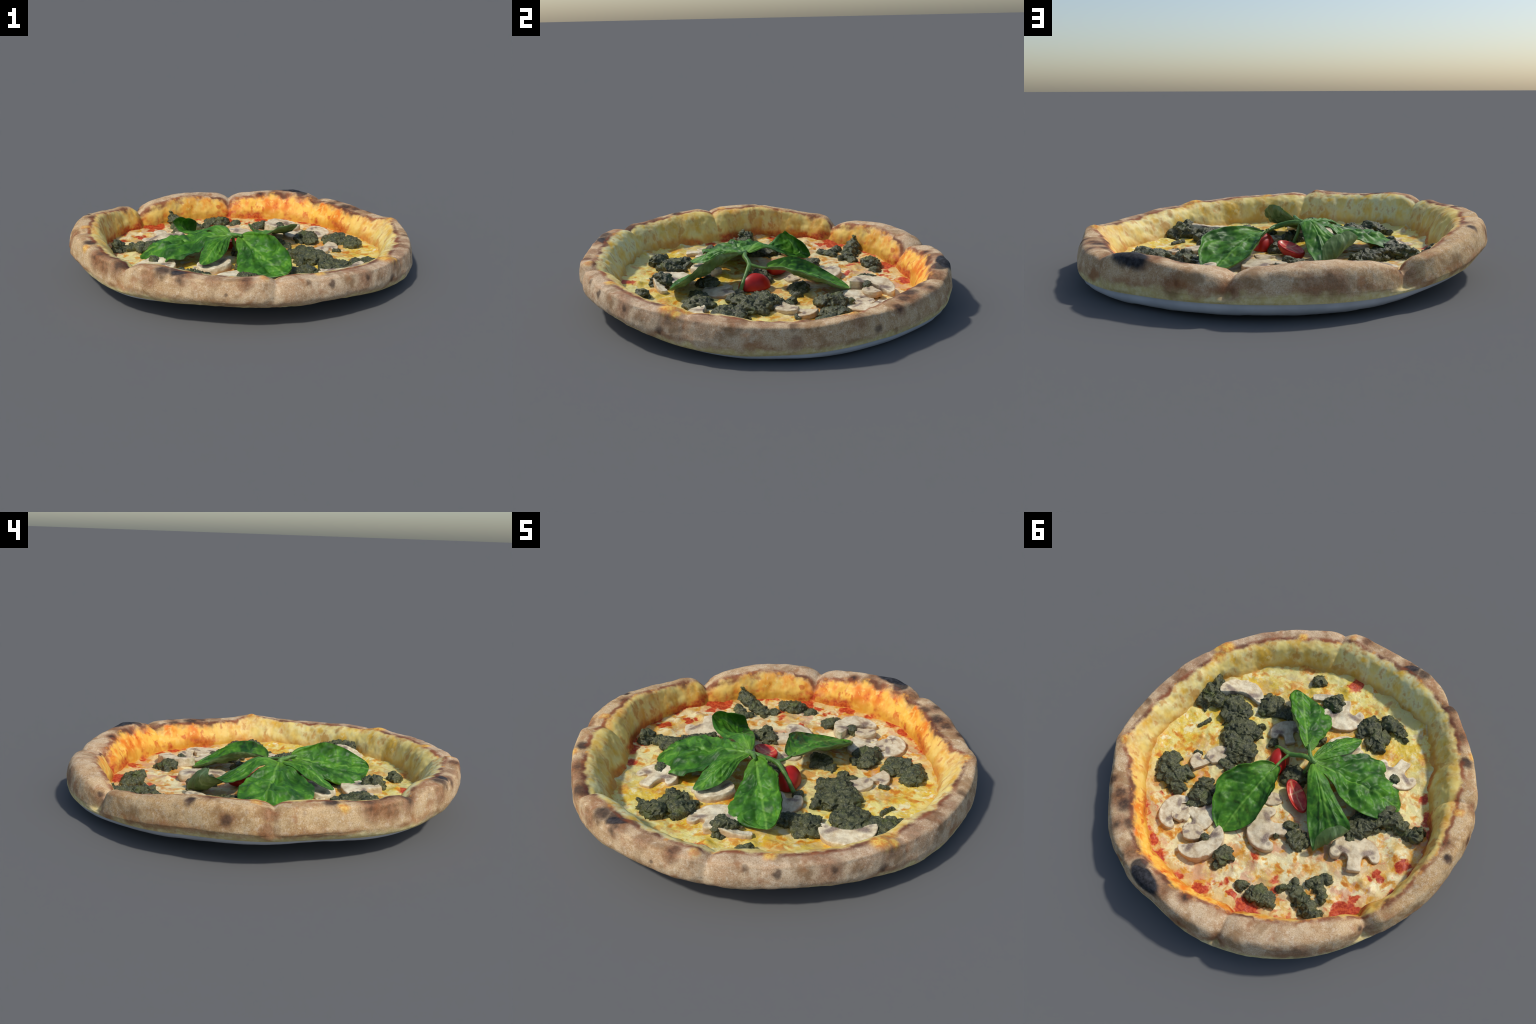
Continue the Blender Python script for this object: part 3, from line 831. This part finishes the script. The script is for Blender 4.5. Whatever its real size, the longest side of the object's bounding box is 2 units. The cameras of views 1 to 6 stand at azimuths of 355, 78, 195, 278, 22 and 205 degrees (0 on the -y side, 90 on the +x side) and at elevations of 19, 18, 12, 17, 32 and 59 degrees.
def leaf(spine, left, right, seed, pucker=.006, thick=.0032, fullness=.55, keel=1.0):
    """spine runs base to tip; left and right are the margins at its inner stations"""
    spine = np.array(spine)
    k = len(spine)
    NU, NV = 90, 49
    us = np.linspace(0, 1, k)
    shape = lambda q: np.maximum(np.sin(np.pi * np.clip(q, 0, 1) ** .9), 0) ** fullness
    sp = catmull(spine, NU)
    uu = np.linspace(0, 1, NU)

    def margin(E):
        W = (np.array(E) - spine[1:-1]) / shape(us[1:-1])[:, None]
        W = np.concatenate([W[:1], W, W[-1:]])
        return catmull(W, NU) * shape(uu)[:, None]
    L, Rr = margin(left), margin(right)
    v = np.linspace(-1, 1, NV)
    G = np.zeros((NU, NV, 3))
    for j, t in enumerate(v):
        if t < 0:
            off = L * (-t)
        else:
            off = Rr * t
        even = (L + Rr) / 2                              # rounds the crease at the midrib
        if keel > 1:                                     # flat floor, margins turned up
            a_t = abs(t)
            off = off / max(a_t, 1e-6) * np.array([a_t * (1.35 - .35 * a_t ** 3)] * 2 + [a_t ** keel])
            even = even * 0
        G[:, j] = sp + off + even * (t * t - abs(t)) * .65
    du, dv = np.gradient(G, axis=0), np.gradient(G, axis=1)
    n = np.cross(dv, du)
    n /= np.linalg.norm(n, axis=2, keepdims=True) + 1e-9
    if n[NU // 3, :, 2].mean() < 0:
        n = -n
    flat = G.reshape(-1, 3)
    U, V = np.repeat(uu, NV), np.tile(v, NU)
    ph = (U * 7.5 - np.abs(V) * 1.6) % 1.0
    groove = np.exp(-((ph - .5) / .13) ** 2) * (1 - np.abs(V) ** 3)
    env = np.sin(np.pi * np.clip(U, 0, 1)) ** .8
    d = env * (pucker * fbm(flat, 17, 3, seed) - pucker * .55 * groove) - .006 * np.exp(-(V / .07) ** 2) * env
    d += pucker * .9 * np.abs(V) ** 2 * noise(flat, 11, seed + 9) * env
    along = np.stack([U * 2.2, V * 3.2 - np.sign(V) * U * 2.5, np.zeros_like(U)], 1)     # wrinkles fanning along the blade
    d += pucker * .7 * (1 - 2 * np.abs(noise(along, 1.0, seed + 21))) * env
    flat = flat + n.reshape(-1, 3) * d[:, None]
    bot = flat - n.reshape(-1, 3) * thick
    F = grid_faces(NU, NV, False)
    m = NU * NV
    idx = np.arange(m).reshape(NU, NV)
    loop = np.concatenate([idx[0, :], idx[1:, -1], idx[-1, -2::-1], idx[-2:0, 0]])
    rim = np.stack([loop, np.roll(loop, -1), np.roll(loop, -1) + m, loop + m], 1)
    faces = np.concatenate([F[:, ::-1], F + m, rim])
    fm = [0] * len(F) + [1] * len(F) + [0] * len(rim)
    ax = Vector(spine[-1] - spine[0])
    turn = math.atan2(-ax.x, ax.y)
    M = Matrix.Translation(Vector(spine[0])) @ Matrix.Rotation(turn, 4, 'Z')
    ob = new_object("basil_leaf", np.concatenate([flat, bot]), faces, [MAT_LEAF, MAT_UNDER], sprig, True, fm, M)
    return ob


# towards -y: one margin turned up, the other hanging
leaf([(-.03, -.15, .21), (.01, -.24, .185), (.045, -.33, .155), (.08, -.43, .132), (.12, -.51, .118), (.18, -.552, .12)],
     [(.07, -.235, .255), (.14, -.31, .258), (.19, -.41, .222), (.215, -.50, .168)],
     [(-.05, -.25, .165), (-.06, -.33, .12), (-.055, -.42, .09), (.01, -.50, .085)], 3, .011, keel=1.7)
# small one towards -x -y
leaf([(-.08, -.115, .205), (-.125, -.185, .212), (-.17, -.255, .195), (-.21, -.325, .16), (-.25, -.388, .13)],
     [(-.085, -.20, .205), (-.105, -.275, .175), (-.155, -.34, .14)], [(-.17, -.175, .205), (-.225, -.23, .185), (-.25, -.30, .155)], 5, .007)
# big one towards -x, dipping behind its base, hanging on both sides
leaf([(-.09, -.10, .205), (-.19, -.11, .19), (-.30, -.11, .17), (-.41, -.105, .172), (-.52, -.085, .138), (-.595, -.085, .085)],
     [(-.18, -.19, .19), (-.29, -.285, .145), (-.42, -.29, .12), (-.53, -.205, .095)],
     [(-.19, -.04, .205), (-.29, .02, .18), (-.40, .05, .152), (-.52, .025, .112)], 8, .014)
# towards +y, its end folded up into a cup
leaf([(-.085, -.09, .205), (-.145, -.005, .235), (-.205, .08, .195), (-.26, .165, .14), (-.31, .265, .105), (-.345, .26, .165), (-.335, .215, .215)],
     [(-.205, -.02, .21), (-.285, .045, .165), (-.36, .11, .17), (-.415, .18, .195), (-.40, .20, .215)],
     [(-.10, .02, .215), (-.14, .11, .17), (-.19, .215, .12), (-.275, .33, .09), (-.27, .28, .17)], 11, .007)
# towards +x +y, on its own stalk, keeled like a boat
leaf([(.095, -.015, .165), (.125, .07, .165), (.165, .16, .142), (.195, .25, .112), (.21, .335, .08), (.22, .41, .05)],
     [(.055, .055, .195), (.04, .13, .20), (.05, .225, .165), (.09, .335, .10)],
     [(.20, .04, .20), (.29, .12, .195), (.332, .22, .16), (.298, .33, .095)], 14, .009, keel=2.6)


def tube(name, pts, radii, mat, parent, seed):
    pts = catmull(np.array(pts), 40)
    rad = np.interp(np.linspace(0, 1, 40), np.linspace(0, 1, len(radii)), radii)
    tan = np.gradient(pts, axis=0)
    tan /= np.linalg.norm(tan, axis=1, keepdims=True)
    ref = np.array([.3, .1, 1.])
    a = np.cross(tan, ref)
    a /= np.linalg.norm(a, axis=1, keepdims=True)
    b = np.cross(tan, a)
    k = 14
    ang = np.arange(k) * 2 * math.pi / k
    G = pts[:, None] + rad[:, None, None] * (a[:, None] * np.cos(ang)[None, :, None] + b[:, None] * np.sin(ang)[None, :, None])
    V = G.reshape(-1, 3)
    V = V + .0015 * np.stack([fbm(V, 40, 2, seed + i) for i in range(3)], 1)
    V = np.concatenate([V, pts[:1], pts[-1:]])
    F = grid_faces(40, k, True).tolist()
    F += [[40 * k, (j + 1) % k, j] for j in range(k)] + [[40 * k + 1, 39 * k + j, 39 * k + (j + 1) % k] for j in range(k)]
    return new_object(name, V, F, [mat], parent)


tube("basil_stem", [(-.10, -.10, .20), (-.03, -.115, .20), (.05, -.105, .18), (.10, -.13, .15), (.15, -.165, .10), (.172, -.18, .07)],
     [.016, .014, .013, .011, .011, .010], MAT_STEM, sprig, 1)
tube("basil_stem", [(.055, -.105, .178), (.08, -.065, .168), (.095, -.02, .162), (.108, .03, .160)], [.009, .007, .007, .005], MAT_STEM, sprig, 2)
tube("basil_stem", [(-.085, -.10, .205), (-.05, -.13, .212), (-.02, -.18, .222)], [.012, .011, .008], MAT_STEM, sprig, 3)
tube("basil_stem", [(-.07, -.105, .195), (-.06, -.09, .15), (-.04, -.07, .09)], [.010, .009, .008], MAT_STEM, sprig, 4)
